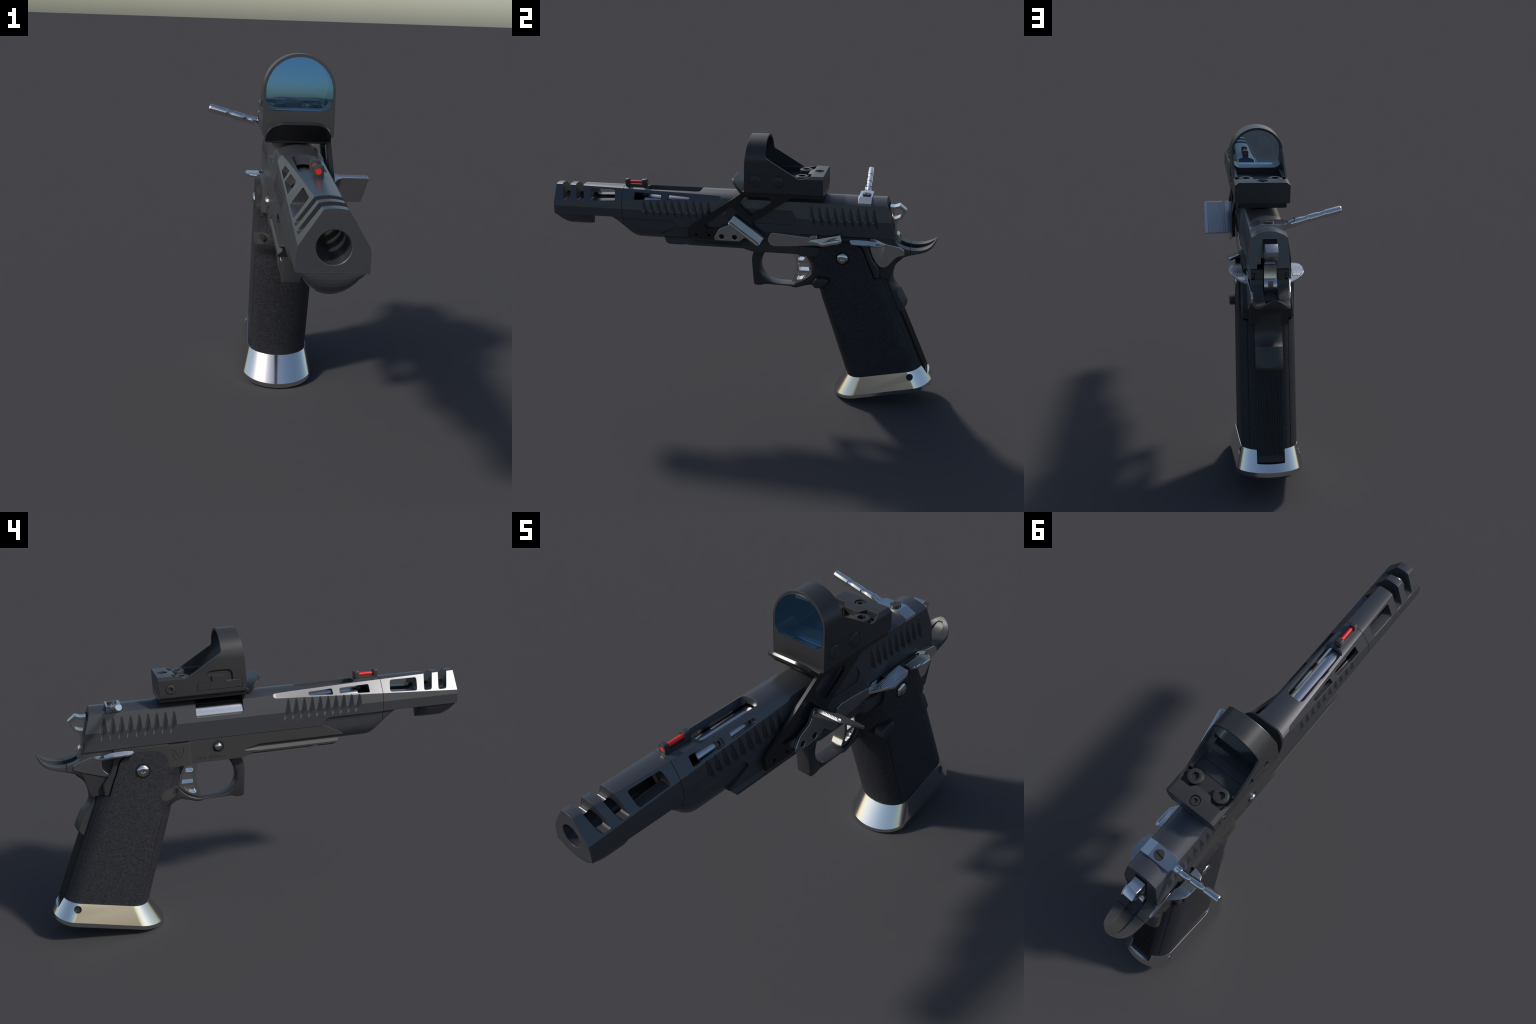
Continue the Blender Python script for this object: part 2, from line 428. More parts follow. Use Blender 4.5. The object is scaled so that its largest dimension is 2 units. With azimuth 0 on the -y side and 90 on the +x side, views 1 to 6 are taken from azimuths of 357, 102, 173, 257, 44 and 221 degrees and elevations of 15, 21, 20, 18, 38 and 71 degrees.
def stroke(pts, w, x):
    """engraved stroke: a tapering ribbon with thickness lying on the plane x"""
    P = [Vector((0, a, b)) for a, b in pts]; L, R = [], []
    for i, p in enumerate(P):
        d = (P[min(i + 1, len(P) - 1)] - P[max(i - 1, 0)]).normalized(); n = Vector((0, -d.z, d.y))
        ww = w * (.45 if i in (0, len(P) - 1) else 1)
        L.append(p + n * ww); R.append(p - n * ww)
    poly = [(q.y, q.z) for q in L + R[::-1]]
    return prism_x(poly, x - .0005, x + .0005)
LX = -.1006
logo = join(stroke([(.397, .8735), (.383, .866), (.370, .8585), (.3675, .838)], .0011, LX),
            stroke(spline([(.383, .852), (.3825, .838), (.377, .828), (.369, .8215)], 4), .0011, LX),
            stroke(spline([(.332, .875), (.3365, .852), (.342, .838), (.358, .822)], 4), .0011, LX),
            stroke(spline([(.3625, .836), (.3590, .8445), (.350, .850)], 4), .0009, LX),
            stroke([(.350, .862), (.3445, .868)], .0007, LX))
add("bull_emblem", logo, MARK, frame)

# ------------------------------------------------------------------ grip
def grip_front(z):
    return piece(z, [(.10, .552), (.564, .4035), (.585, .400), (.60, .390), (.615, .377), (.63, .363), (.65, .354), (.70, .352), (.74, .343), (.77, .327), (.80, .305), (.90, .30)])
def grip_rear(z): return piece(z, [(.10, .9915), (.70, .7395), (.80, .715), (.90, .70)])

def d_ring(yf, tf, tr, yr, hx, z, n=14):
    """rounded front and rear, straight sides; z may be a function of y"""
    zz = z if callable(z) else (lambda y: z)
    pts = []
    for k in range(n + 1):                                  # front: from +x side round to -x side
        a = math.pi * k / n; pts.append((hx * math.cos(a), tf - (tf - yf) * math.sin(a)))
    for k in range(n + 1):
        a = math.pi * k / n; pts.append((-hx * math.cos(a), tr + (yr - tr) * math.sin(a)))
    return [(x, y, zz(y)) for x, y in pts]

def grip_body(grow=0.0):
    zs = [.10, .16, .22, .30, .38, .46, .52, .555, .575, .59, .60, .61, .62, .635, .65, .67, .70, .73, .76, .785, .81, .84, .8735]
    rings = []
    for z in zs:
        yf, yr = grip_front(z), grip_rear(z)
        hx = piece(z, [(.1, .1165), (.3, .1175), (.6, .1185), (.9, .1165)]) + grow
        rings.append(d_ring(yf, yf + piece(z, [(.1, .078), (.56, .075), (.65, .095), (.9, .10)]), yr - .088, yr, hx, z))
    return loft(rings)

def build_grip():
    body = grip_body()
    # front of the top is relieved for the frame tongue, the rear for the safety levers
    top = prism_x([(.10, .7845), (.383, .7845)] + spline([(.383, .7845), (.397, .789), (.406, .803), (.411, .829), (.419, .850), (.437, .866), (.465, .8735), (.487, .8755)], 5)
                  + [(.487, .95), (.10, .95)], -.2, .2)
    back = prism_x(spline([(.487, .8755), (.520, .876), (.548, .874), (.580, .867), (.602, .857), (.618, .844), (.628, .822), (.639, .788), (.651, .766), (.6805, .689)], 4)
                   + [(1.0, .689), (1.0, 1.0), (.487, 1.0)], -.2, .2)
    cut_edges = []
    for s in (1, -1):
        x0, x1 = (.1105, .2) if s > 0 else (-.2, -.1105)
        line = spline([(.415, .600), (.432, .598), (.446, .590), (.455, .572), (.50, .4325), (.55, .278), (.605, .108)], 4)
        cut_edges.append(prism_x([(y + .0012, z + .0004) for y, z in line] + [(y - .0012, z - .0004) for y, z in reversed(line)], x0, x1))
        a, b = (.0838, .0862) if s > 0 else (-.0862, -.0838)
        cut_edges.append(prism_x([(grip_rear(.69) - .0310, .6895), (grip_rear(.69) + .05, .6895), (grip_rear(.12) + .05, .12), (grip_rear(.12) - .0310, .12)], a, b))
    spine = prism_x([(grip_rear(.70) - .0095, .70), (grip_rear(.70) + .05, .72), (grip_rear(.10) + .05, .09), (grip_rear(.10) - .0095, .10)], -.0545, .0545)
    return boolean(body, [top, back, join(*cut_edges), spine])
grip = add("grip", build_grip(), GRIPM, root, angle=40)

def build_tang():
    """smooth strip between grip panel and safety recess, and the recess floor"""
    out = []
    for s in (1, -1):
        a, b = (.07, .1085) if s > 0 else (-.1085, -.07)
        strip = prism_x([(.560, .872), (.600, .859), (.618, .846), (.628, .824), (.640, .788), (.652, .766), (.681, .690), (.7065, .690), (.704, .744), (.690, .762),
                         (.672, .786), (.656, .822), (.650, .845), (.640, .872)], a, b)
        out.append(bevel(strip, .006, 1, 40))
        out.append(prism_x([(.64, .688), (.757, .688), (.768, .72), (.778, .76), (.79, .80), (.70, .86), (.64, .87)], s * .05 if s > 0 else -.079, .079 if s > 0 else -.05))
    return join(*out)
add("grip_tang", build_tang(), POLY, grip)

def build_spine():
    """ribbed mainspring housing"""
    def y(z): return grip_rear(z) - .0035
    base = prism_x([(y(.56) - .03, .56), (y(.56), .56), (y(.165), .165), (y(.165) - .03, .165)], -.0530, .0530)
    ribs = []
    for i in range(14):
        x = -.0465 + .093 * i / 13; w = .0030
        ribs.append(loft([[(x - w, y(z) - .003, z), (x - w * .35, y(z) + .0046, z), (x + w * .35, y(z) + .0046, z), (x + w, y(z) - .003, z)] for z in (.54, .190)]))
    for s in (1, -1):
        ribs.append(loft([[(s * .0500, y(z) - .002, z), (s * .0505, y(z) + .0030, z), (s * .0530, y(z) + .0030, z), (s * .0530, y(z) - .002, z)] for z in (.54, .175)]))
    return join(base, *ribs)
add("ribbed_spine", build_spine(), SPINE, grip, angle=12)

# trigger guard: a ring swept flat, blended into the grip
def build_guard():
    outer = [(.060, .790), (.056, .770)] + spline([(.052, .757), (.0465, .735), (.0455, .715), (.0495, .650), (.0530, .600)], 4) + \
        spline([(.0545, .590), (.0610, .5835), (.075, .5825), (.096, .5842), (.106, .5885), (.120, .5905)], 3) + \
        spline([(.244, .5895), (.258, .5845), (.272, .5825), (.286, .5850), (.301, .5905), (.330, .5990), (.352, .6035), (.375, .5990), (.394, .5880), (.410, .5720)], 4) + \
        [(.45, .58), (.45, .800), (.06, .800)]
    inner = spline([(.124, .786), (.112, .760), (.100, .740), (.0895, .712), (.0865, .684), (.090, .660), (.103, .637), (.122, .6175), (.144, .6055), (.187, .5985),
                    (.240, .5985), (.270, .5995), (.296, .6070), (.322, .6210), (.344, .6410), (.360, .665), (.368, .70), (.368, .80)], 4)
    me = prism_x(outer, -.034, .034)
    me = boolean(me, [prism_x(inner + [(.20, .83), (.13, .82)], -.2, .2)])
    return bevel(me, .0045, 2, 40)
add("trigger_guard", build_guard(), POLY, grip, angle=45)

def build_trigger():
    outer = spline([(.258, .800), (.262, .766), (.2725, .735), (.2755, .705), (.2740, .675), (.2665, .645), (.2535, .6165)], 4) + \
        spline([(.2545, .6130), (.289, .6125), (.321, .6310), (.346, .6650), (.3535, .700), (.345, .730), (.330, .758), (.305, .800)], 4)
    holes = [rounded([(.306, .772), (.2790, .772), (.2885, .7325), (.3260, .7335)], .004),
             rounded([(.3355, .7225), (.2905, .7210), (.2925, .6775), (.3445, .6785)], .003),
             rounded([(.3380, .6660), (.2880, .6645), (.2775, .6340), (.2860, .6235), (.306, .630), (.325, .6445)], .004)]
    me = prism_x(outer, -.0255, .0255)
    me = boolean(me, [join(*[prism_x(h, -.2, .2) for h in holes])])
    return bevel(me, .0028, 2, 35)
add("trigger", build_trigger(), CHROME, root, angle=22)

# magazine catch: raised button one side, flush pad with a hole on the other
btn = rounded([(.3755, .652), (.393, .6790), (.443, .6850), (.4615, .673), (.4445, .6470), (.402, .6300), (.385, .635)], .016, 5)
add("magazine_catch", bevel(prism_x(btn, .095, .1395), .005, 3), POLY, grip, angle=45)
sh = [(lerp(.42, y, 1.14) + .004, lerp(.66, z, 1.12) + .004) for y, z in btn]
add("catch_shadow_slab", boolean(prism_x(sh, .05, .16), [grip_body(.0008)], "INTERSECT"), VOID, grip)  # flush black shape drawing the shadow around the catch button
pad = rounded([(.372, .690), (.420, .684), (.444, .680), (.459, .662), (.452, .640), (.430, .633), (.385, .640), (.366, .665)], .014, 5)
pad = boolean(boolean(prism_x(pad, -.16, -.05), [grip_body(.0012)], 'INTERSECT'), [cyl((-.2, .386, .667), (1, 0, 0), .0150, .15, 24)])
add("catch_pad", pad, FRAME, grip)
add("catch_hole", cyl((-.085, .386, .667), (1, 0, 0), .0150, .02, 24), VOID, grip)

# grip screws with recessed drive
def build_screw():
    me = revolve([(-.02, .0290), (.001, .0290), (.0055, .0262), (.0090, .0205), (.0112, .0130), (.0118, .001)], (0, 0, 0), (1, 0, 0), 40)
    star = [(.0125 * (1 if k % 2 else .62) * math.cos(math.pi * k / 6), .0125 * (1 if k % 2 else .62) * math.sin(math.pi * k / 6)) for k in range(12)]
    return boolean(me, [prism_x(star, .004, .05)])
smesh = build_screw()
for s in (1, -1):
    m2 = smesh.copy() if s > 0 else mirror(smesh)
    m2.transform(Matrix.Translation((s * .1165, .5245, .7915)))
    add("grip_screw", m2, STEEL, grip, angle=50)
    add("screw_recess", revolve([(0, .0345), (.0024, .0345), (.0024, .0295), (0, .0295)], (s * .1165, .5245, .7915), (s, 0, 0), 40), VOID, grip)

# ------------------------------------------------------------------ magazine well
def build_magwell():
    ztop = lambda y: .139 + .214 * (y - .607)
    zrim = lambda y: .021 + .2215 * (y - .4815)
    zbot = lambda y: .0005 + .2150 * (y - .4815)
    n = 64
    R = [d_ring(.600, .68, .83, .90, .09, lambda y: zbot(y) + .03, n),
         d_ring(.505, .61, .895, .97, .118, lambda y: zbot(y), n),
         d_ring(.486, .605, .900, .990, .1380, lambda y: zbot(y), n),
         d_ring(.4818, .605, .900, .9935, .1412, lambda y: zbot(y) + .003, n),
         d_ring(.4815, .605, .900, .9935, .1415, zrim, n),
         d_ring(.5430, .632, .862, .9455, .1200, ztop, n),
         d_ring(.5460, .632, .862, .943, .1178, lambda y: ztop(y) + .0005, n),
         d_ring(.5560, .632, .862, .938, .1150, lambda y: ztop(y) - .03, n)]
    # the skirt narrows a little towards the back strap
    R = [[(x * (1.0065 + .16 * (.75 - y)), y, z) for x, y, z in ring] for ring in R]
    me = loft(R)
    notch = prism_x([(.90, .150), (.970, .163), (1.02, .170), (1.1, .4), (.86, .4)], -.0572, .0572)
    holes = [cyl((a, .8795, .1695), (1, 0, 0), .0172, .08, 36) for a in (.10, -.18)]
    return boolean(me, [notch, join(*holes)])
magwell = add("magazine_well", build_magwell(), CHROME, root, angle=8.5)
for s in (1, -1):
    add("set_screw", cyl((s * .1045, .8795, .1695), (s, 0, 0), .0165, .006, 24), SCREW, magwell)

# ------------------------------------------------------------------ grip safety with beavertail
def build_beavertail():
    top = [(.770, .893), (.778, .878), (.790, .863), (.806, .8520), (.825, .8440), (.851, .8385), (.875, .8370), (.898, .8385), (.918, .8425), (.935, .8490), (.950, .8585), (.961, .8690), (.9695, .8795), (.9760, .8890)]
    bot = [(.770, .752), (.785, .763), (.800, .778), (.816, .7910), (.834, .8005), (.856, .8085), (.878, .8145), (.900, .8200), (.920, .8265), (.938, .8345), (.954, .8450), (.966, .8590), (.9735, .8735), (.9775, .8865)]
    wid = [.0755, .0755, .0750, .0740, .0730, .0720, .0710, .0695, .0660, .0605, .0520, .0400, .0260, .0080]
    rings = []
    for (ty, tz), (by, bz), w in zip(top, bot, wid):
        t, b = Vector((ty, tz)), Vector((by, bz)); ring = []
        for f, g in [(-1, .16), (-.985, .0), (-.62, 0), (-.2, 0), (.2, 0), (.62, 0), (.985, 0), (1, .16)]:      # top edge across
            q = t.lerp(b, g); ring.append((f * w, q.x, q.y))
        for f, g in [(1, .80), (.93, .92), (.6, 1.0), (.2, 1.02), (-.2, 1.02), (-.6, 1.0), (-.93, .92), (-1, .80)]:
            q = t.lerp(b, g); ring.append((f * w, q.x, q.y))
        rings.append(ring)
    me = loft(rings)
    # hammer trough in front of the seam, shallower groove behind it
    trough = prism_x(spline([(.70, .90), (.76, .858), (.80, .838), (.83, .8270), (.852, .8235)], 3) + [(.852, .97), (.70, .97)], -.0290, .0290)
    groove = loft([[(x, y, z) for x, z in ((-w, zf), (w, zf), (w * 1.2, .99), (-w * 1.2, .99))] for y, w, zf in
                   [(.8525, .0285, .8235), (.88, .0285, .8220), (.905, .0280, .8270), (.928, .0265, .8340), (.946, .0235, .8460), (.957, .0185, .8570), (.965, .0100, .8680)]])
    seam = join(box(.0300, .09, .8506, .8528, .815, .90), box(.0700, .09, .8507, .8527, .79, .812), box(-.09, -.0300, .8506, .8528, .815, .90))
    me = boolean(me, [trough, groove, seam])
    inner = spline([(.70, .752), (.722, .72), (.736, .690), (.7470, .655), (.7480, .625), (.765, .580), (.790, .5170)], 4)
    outer = spline([(.8220, .5035), (.8360, .5130), (.8440, .5260), (.8475, .5360)], 3) + \
        spline([(.8475, .5375), (.8090, .6130)], 2) + \
        spline([(.8070, .6140), (.7915, .6250), (.7790, .6430), (.7725, .6600), (.7705, .6770), (.7725, .7020), (.7780, .7260), (.787, .7480), (.800, .7660), (.820, .785)], 4)
    rings = []
    for k in range(13):
        x = -.0570 + .114 * k / 12
        ins = .0165 * (abs(x) / .057) ** 2.2 + (.002 if k in (0, 12) else 0)
        ring = [(x, y, z) for y, z in inner] + [(x, y - ins * .9, z - ins * .35) for y, z in outer]
        rings.append(ring)
    return join(me, loft(rings))
safety = add("grip_safety", build_beavertail(), FRAME, root, angle=27)

# ------------------------------------------------------------------ hammer and strut
def build_hammer():
    outer = [(.742, 1.0425)] + spline([(.752, 1.0410), (.764, 1.0415), (.777, 1.0455), (.7905, 1.0505)], 3) + [(.824, 1.0275), (.8055, .9850)] + \
        spline([(.795, .9775), (.784, .9695), (.7785, .960), (.7765, .945), (.7765, .934), (.7795, .916), (.783, .90)], 3) + [(.783, .85), (.72, .85), (.725, .92), (.738, .99)]
    hole = rounded([(.7520, 1.0290), (.7680, 1.0300), (.7830, 1.0365), (.8070, 1.0215), (.7945, .9915), (.778, .9830), (.764, .980), (.756, 1.0)], .004, 3)
    me = boolean(prism_x(outer, -.0255, .0255), [prism_x(hole, -.2, .2)])
    return bevel(me, .0016, 2, 25)
hammer = add("hammer", build_hammer(), SATIN, root, angle=22)
strut = boolean(prism_x(spline([(.770, .905), (.784, .903), (.796, .892), (.803, .872), (.799, .853)], 4) + [(.770, .845)], -.0262, .0262), [box(-.0105, .0105, .70, .9, .80, .896)])
add("hammer_strut", bevel(strut, .002), SATIN, hammer, angle=22)
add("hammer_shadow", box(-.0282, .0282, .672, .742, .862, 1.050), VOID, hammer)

# ------------------------------------------------------------------ thumb safeties
def shelf_from_plan(plan, top, thick, tilt=lambda x, y: 0):
    up = [(x, y, top(x, y)) for x, y in plan]; dn = [(x, y, top(x, y) - thick) for x, y in plan]
    return loft([dn, up])

def shelf_z(y): return piece(y, [(.55, .8825), (.60, .8850), (.655, .8840), (.690, .8755), (.712, .8685), (.735, .8655)])

def lever_plan():
    return spline([(.0865, .7300), (.1000, .7210), (.1160, .7090), (.1300, .6960), (.1420, .6820), (.1505, .6660), (.1545, .6450), (.1545, .6150), (.1510, .5880), (.1430, .5690), (.1300, .5600), (.1080, .5570)], 3) \
        + [(.0890, .5570), (.0890, .60), (.0885, .66)]

def lever_mesh():
    plan = lever_plan()
    # slice the plan into stations along y so the blade can bend
    rings = []
    ys = [.5575 + (.7285 - .5575) * k / 26 for k in range(27)]
    def xo(y):
        best = .0885
        n = len(plan)
        for i in range(n):
            (xa, ya), (xb, yb) = plan[i], plan[(i + 1) % n]
            if (ya - y) * (yb - y) <= 0 and abs(ya - yb) > 1e-9:
                best = max(best, lerp(xa, xb, (y - ya) / (yb - ya)))
        return best
    for y in ys:
        z, x = shelf_z(y), max(xo(y), .0905); t = .0105
        xi = piece(y, [(.655, .1000), (.690, .0840), (.72, .0820)])
        rings.append([(xi, y, z), (x - .003, y, z), (x, y, z - .0025), (x - .001, y, z - t + .003), (x - .005, y, z - t), (xi, y, z - t)])
    body = loft(rings)
    ribs = []
    for i in range(8):
        xc = .1040 + .0067 * i; w = .0026
        yy = [y for y in [.560 + .004 * k for k in range(36)] if xo(y) > xc + .003 and y < .690]
        if len(yy) > 1:
            ribs.append(loft([[(xc - w, y, shelf_z(y) - .001), (xc - w * .25, y, shelf_z(y) + .0032), (xc + w * .25, y, shelf_z(y) + .0032), (xc + w, y, shelf_z(y) - .001)] for y in (yy[0], *yy[1:-1:4], yy[-1])]))
    return join(body, *ribs)
lever = lever_mesh()
plate_a = [(.654, .888), (.680, .891), (.732, .870), (.802, .8535), (.823, .8400), (.8255, .8160), (.818, .8080), (.803, .8080), (.782, .7960), (.752, .7600), (.738, .7480), (.724, .7445), (.706, .7480), (.688, .7660), (.670, .797), (.657, .834)]
plate_b = spline([(.6590, .7840), (.678, .7890), (.692, .8030), (.6985, .8200), (.6990, .8390)], 4) + [(.694, .873), (.728, .8745), (.800, .8525), (.823, .8385), (.8235, .8165), (.8150, .8155), (.772, .8010), (.668, .7690), (.659, .7700)]
def taper(me):
    """plates lean inwards towards the rear corner"""
    for v in me.vertices:
        t = max(0, v.co.y - .73) / .095
        v.co.x -= math.copysign(.0075 * t, v.co.x)
    return me
for s, pl in ((1, plate_a), (-1, plate_b)):
    a, b = (.0765, .0868) if s > 0 else (-.0868, -.0765)
    body = taper(bevel(prism_x(rounded(pl, .003, 2), a, b), .0025, 2, 40))
    lev = lever.copy() if s > 0 else mirror(lever)
    add("thumb_safety", join(body, lev), SATIN, root, angle=22)
add("safety_pin", cyl((-.0765, .667, .8130), (-1, 0, 0), .0118, .0035, 28), GREYPIN, frame)

# ------------------------------------------------------------------ slide stop
def build_stop():
    prof = spline([(.172, .8245), (.157, .8310), (.1475, .8430), (.1435, .8600), (.1475, .8770), (.157, .8890), (.172, .8955)], 4) + \
        [(.25, .8890), (.357, .8795), (.3600, .8880), (.3650, .8915), (.3930, .8935), (.3930, .8760), (.405, .872), (.412, .8560), (.405, .8430), (.311, .8335), (.24, .8275)]
    plate = bevel(prism_x(prof, .0790, .0888), .0015, 2, 40)
    A, B, C, C2, D = (.0850, .352, .8640), (.1520, .4250, .8715), (.1520, .505, .8880), (.1440, .5225, .8940), (.1040, .5130, .9085)
    A0 = (.0840, .338, .8580)
    shelf = hull([p for q in (A0, A, B, C, C2, D) for p in (q, (q[0], q[1], q[2] - .0110))])
    shelf = bevel(shelf, .0016, 2, 30)
    ribs = []
    A, B, C2, D = map(Vector, (A, B, C2, D)); Cn = Vector((.1515, .508, .889))
    n = (B - A).cross(D - A).normalized()
    if n.z < 0: n = -n
    for i in range(8):
        f = .10 + .82 * i / 7
        p, q = A.lerp(B, f), D.lerp(C2, min(1, f)) if f < .8 else D.lerp(Cn, f)
        p = p.lerp(q, .015); q = p.lerp(q, .985); d = (q - p).normalized(); side = d.cross(n).normalized() * .0030
        ribs.append(loft([[e - side - n * .0012, e - side * .35 + n * .0028, e + side * .35 + n * .0028, e + side - n * .0012] for e in (p, q)]))
    return join(plate, shelf, *ribs)
add("slide_stop", build_stop(), SATIN, root, angle=22)

# ------------------------------------------------------------------ optic mount
def build_mount():
    outer = rounded([(-.268, .8480), (-.2665, .9020), (.016, 1.0985), (.016, 1.1066), (.4255, 1.1066), (.4255, 1.0860), (.2640, 1.0860), (.0720, .9500), (.0660, .9400), (.1120, .8900), (.1060, .8480)],
                    [.004, .004, 0, 0, 0, .004, .008, .006, .008, .006, .004], 3)
    plate = prism_x(outer, .0950, .1083)
    w1 = rounded([(.0390, 1.0835), (-.0050, 1.0465), (.0590, .9790), (.1710, 1.0590), (.1520, 1.0835)], [.012, .014, .014, .014, .012], 4)
    w2 = rounded([(-.0370, 1.0260), (-.1820, .9250), (-.1720, .9035), (.0680, .9035), (.0720, .9150)], [.014, .012, .012, .014, .01], 4)
    holes = [cyl((.05, y, .8705), (1, 0, 0), .0078, .1, 24) for y in (-.223, -.156)] + \
            [revolve([(0, .0078), (.0035, .0115), (.01, .0115)], (.1055, y, .8705), (1, 0, 0), 24) for y in (-.223, -.156)]
    plate = boolean(plate, [join(prism_x(w1, 0, .2), prism_x(w2, 0, .2)), join(*holes)])
    base = prism_z(rounded([(-.105, .0165), (.1068, .0165), (.1068, .4250), (-.105, .4250)], .006), 1.0865, 1.1067)
    base = bevel(boolean(base, [box(-.064, .064, .08, .5, 1.08, 1.0925)]) if False else base, .002, 1)
    # deflector tongue rising forwards at 45 degrees
    ws = []
    plan = [(-.110, 0), (.1076, 0)] + [(.0476 + .060 * math.cos(a), .018 + .075 * math.sin(a)) for a in [math.pi / 2 * k / 12 for k in range(13)]] + \
        [(-.050 - .060 * math.sin(a), .018 + .075 * math.cos(a)) for a in [math.pi / 2 * k / 12 for k in range(13)]]
    u, w = Vector((0, -.700, .714)), Vector((0, .714, .700))
    o = Vector((0, .022, 1.0875))
    tongue = loft([[o + Vector((x, 0, 0)) + u * t + w * h for x, t in plan] for h in (0, .0125)])
    tongue = bevel(tongue, .0012, 1)
    return join(plate, base, tongue)
mount = add("optic_mount", build_mount(), MOUNTM, root)

def build_rest():
    prof = rounded([(-.1275, .8650), (-.1225, .8500), (.0035, .8510), (.0160, .8590), (.0330, .8735), (.0450, .8660), (.0860, .8350), (.1030, .8330), (.1310, .8740), (-.0200, .9860), (-.0460, .9360), (-.0990, .9120)],
                   [.008, .006, .004, .01, .012, .01, .006, .008, 0, 0, .01, .012], 3)
    plate = prism_x(prof, .1085, .1220)
    plate = boolean(plate, [join(*[cyl((.0, y, .8710), (1, 0, 0), .0130, .2, 28) for y in (-.0870, -.0200)])])
    plate = bevel(plate, .0015, 2, 40)
    d, n = Vector((0, .8020, -.5973)), Vector((0, .5973, .8020)); o = Vector((0, -.0165, .9920)); Lg = .1850
    plan = rounded([(.1160, 0), (.2378, 0), (.2378, Lg), (.1160, Lg)], [0, .014, .012, 0], 5)
    shelf = loft([[o + Vector((x, 0, 0)) + d * t - n * h for x, t in plan] for h in (.0135, .0048)])
    shelf = bevel(shelf, .0015, 2, 40)
    ribs = []
    def bar(x0, x1, h, t0=.0, t1=Lg):
        return loft([[o + Vector((x0, 0, 0)) + d * t - n * .0065, o + Vector((x0 + h, 0, 0)) + d * t, o + Vector((x1 - h, 0, 0)) + d * t, o + Vector((x1, 0, 0)) + d * t - n * .0065] for t in (t0, t1)])
    ribs.append(bar(.1165, .1360, .001, .001, Lg - .001))
    for i in range(13):
        x = .1375 + .0066 * i; ribs.append(bar(x, x + .0062, .0022, .0008, Lg - .0008))
    ribs.append(bar(.2235, .2350, .001, .006, Lg - .005))
    web = hull([(.122, -.045, .930), (.122, .06, .868), (.150, -.018, .972), (.150, .085, .897), (.122, -.025, .975), (.122, .105, .880)])
    fillet = loft([[Vector((.1215 + .030 * (1 - math.cos(a)) , 0, 0)) + o + d * t - n * (.0135 + .030 * (1 - math.sin(a)) * .9) for a in [math.pi / 2 * k / 6 for k in range(7)]] +
                   [Vector((.1215, 0, 0)) + o + d * t - n * .0125] for t in (.004, Lg - .03)])
    return join(plate, shelf, *ribs, fillet)
rest = add("thumb_rest", build_rest(), SATIN, root, angle=22)
for y in (-.0870, -.0200):
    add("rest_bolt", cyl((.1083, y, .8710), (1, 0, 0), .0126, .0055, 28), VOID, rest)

# ------------------------------------------------------------------ reflex sight
def d_profile(hx, zc, r, zb, rc, n=28):
    """round top of radius r about zc, straight sides, rounded bottom corners"""
    pts = [(r * math.cos(math.pi * k / n), zc + r * math.sin(math.pi * k / n)) for k in range(n + 1)]
    m = 6
    for k in range(m + 1):
        a = math.pi + math.pi / 2 * k / m; pts.append((-hx + rc + rc * math.cos(a), zb + rc + rc * math.sin(a)))
    for k in range(m + 1):
        a = 1.5 * math.pi + math.pi / 2 * k / m; pts.append((hx - rc + rc * math.cos(a), zb + rc + rc * math.sin(a)))
    return pts

def lean(z): return .020 * max(0, min(1, (z - 1.20) / .1755)) ** 1.2

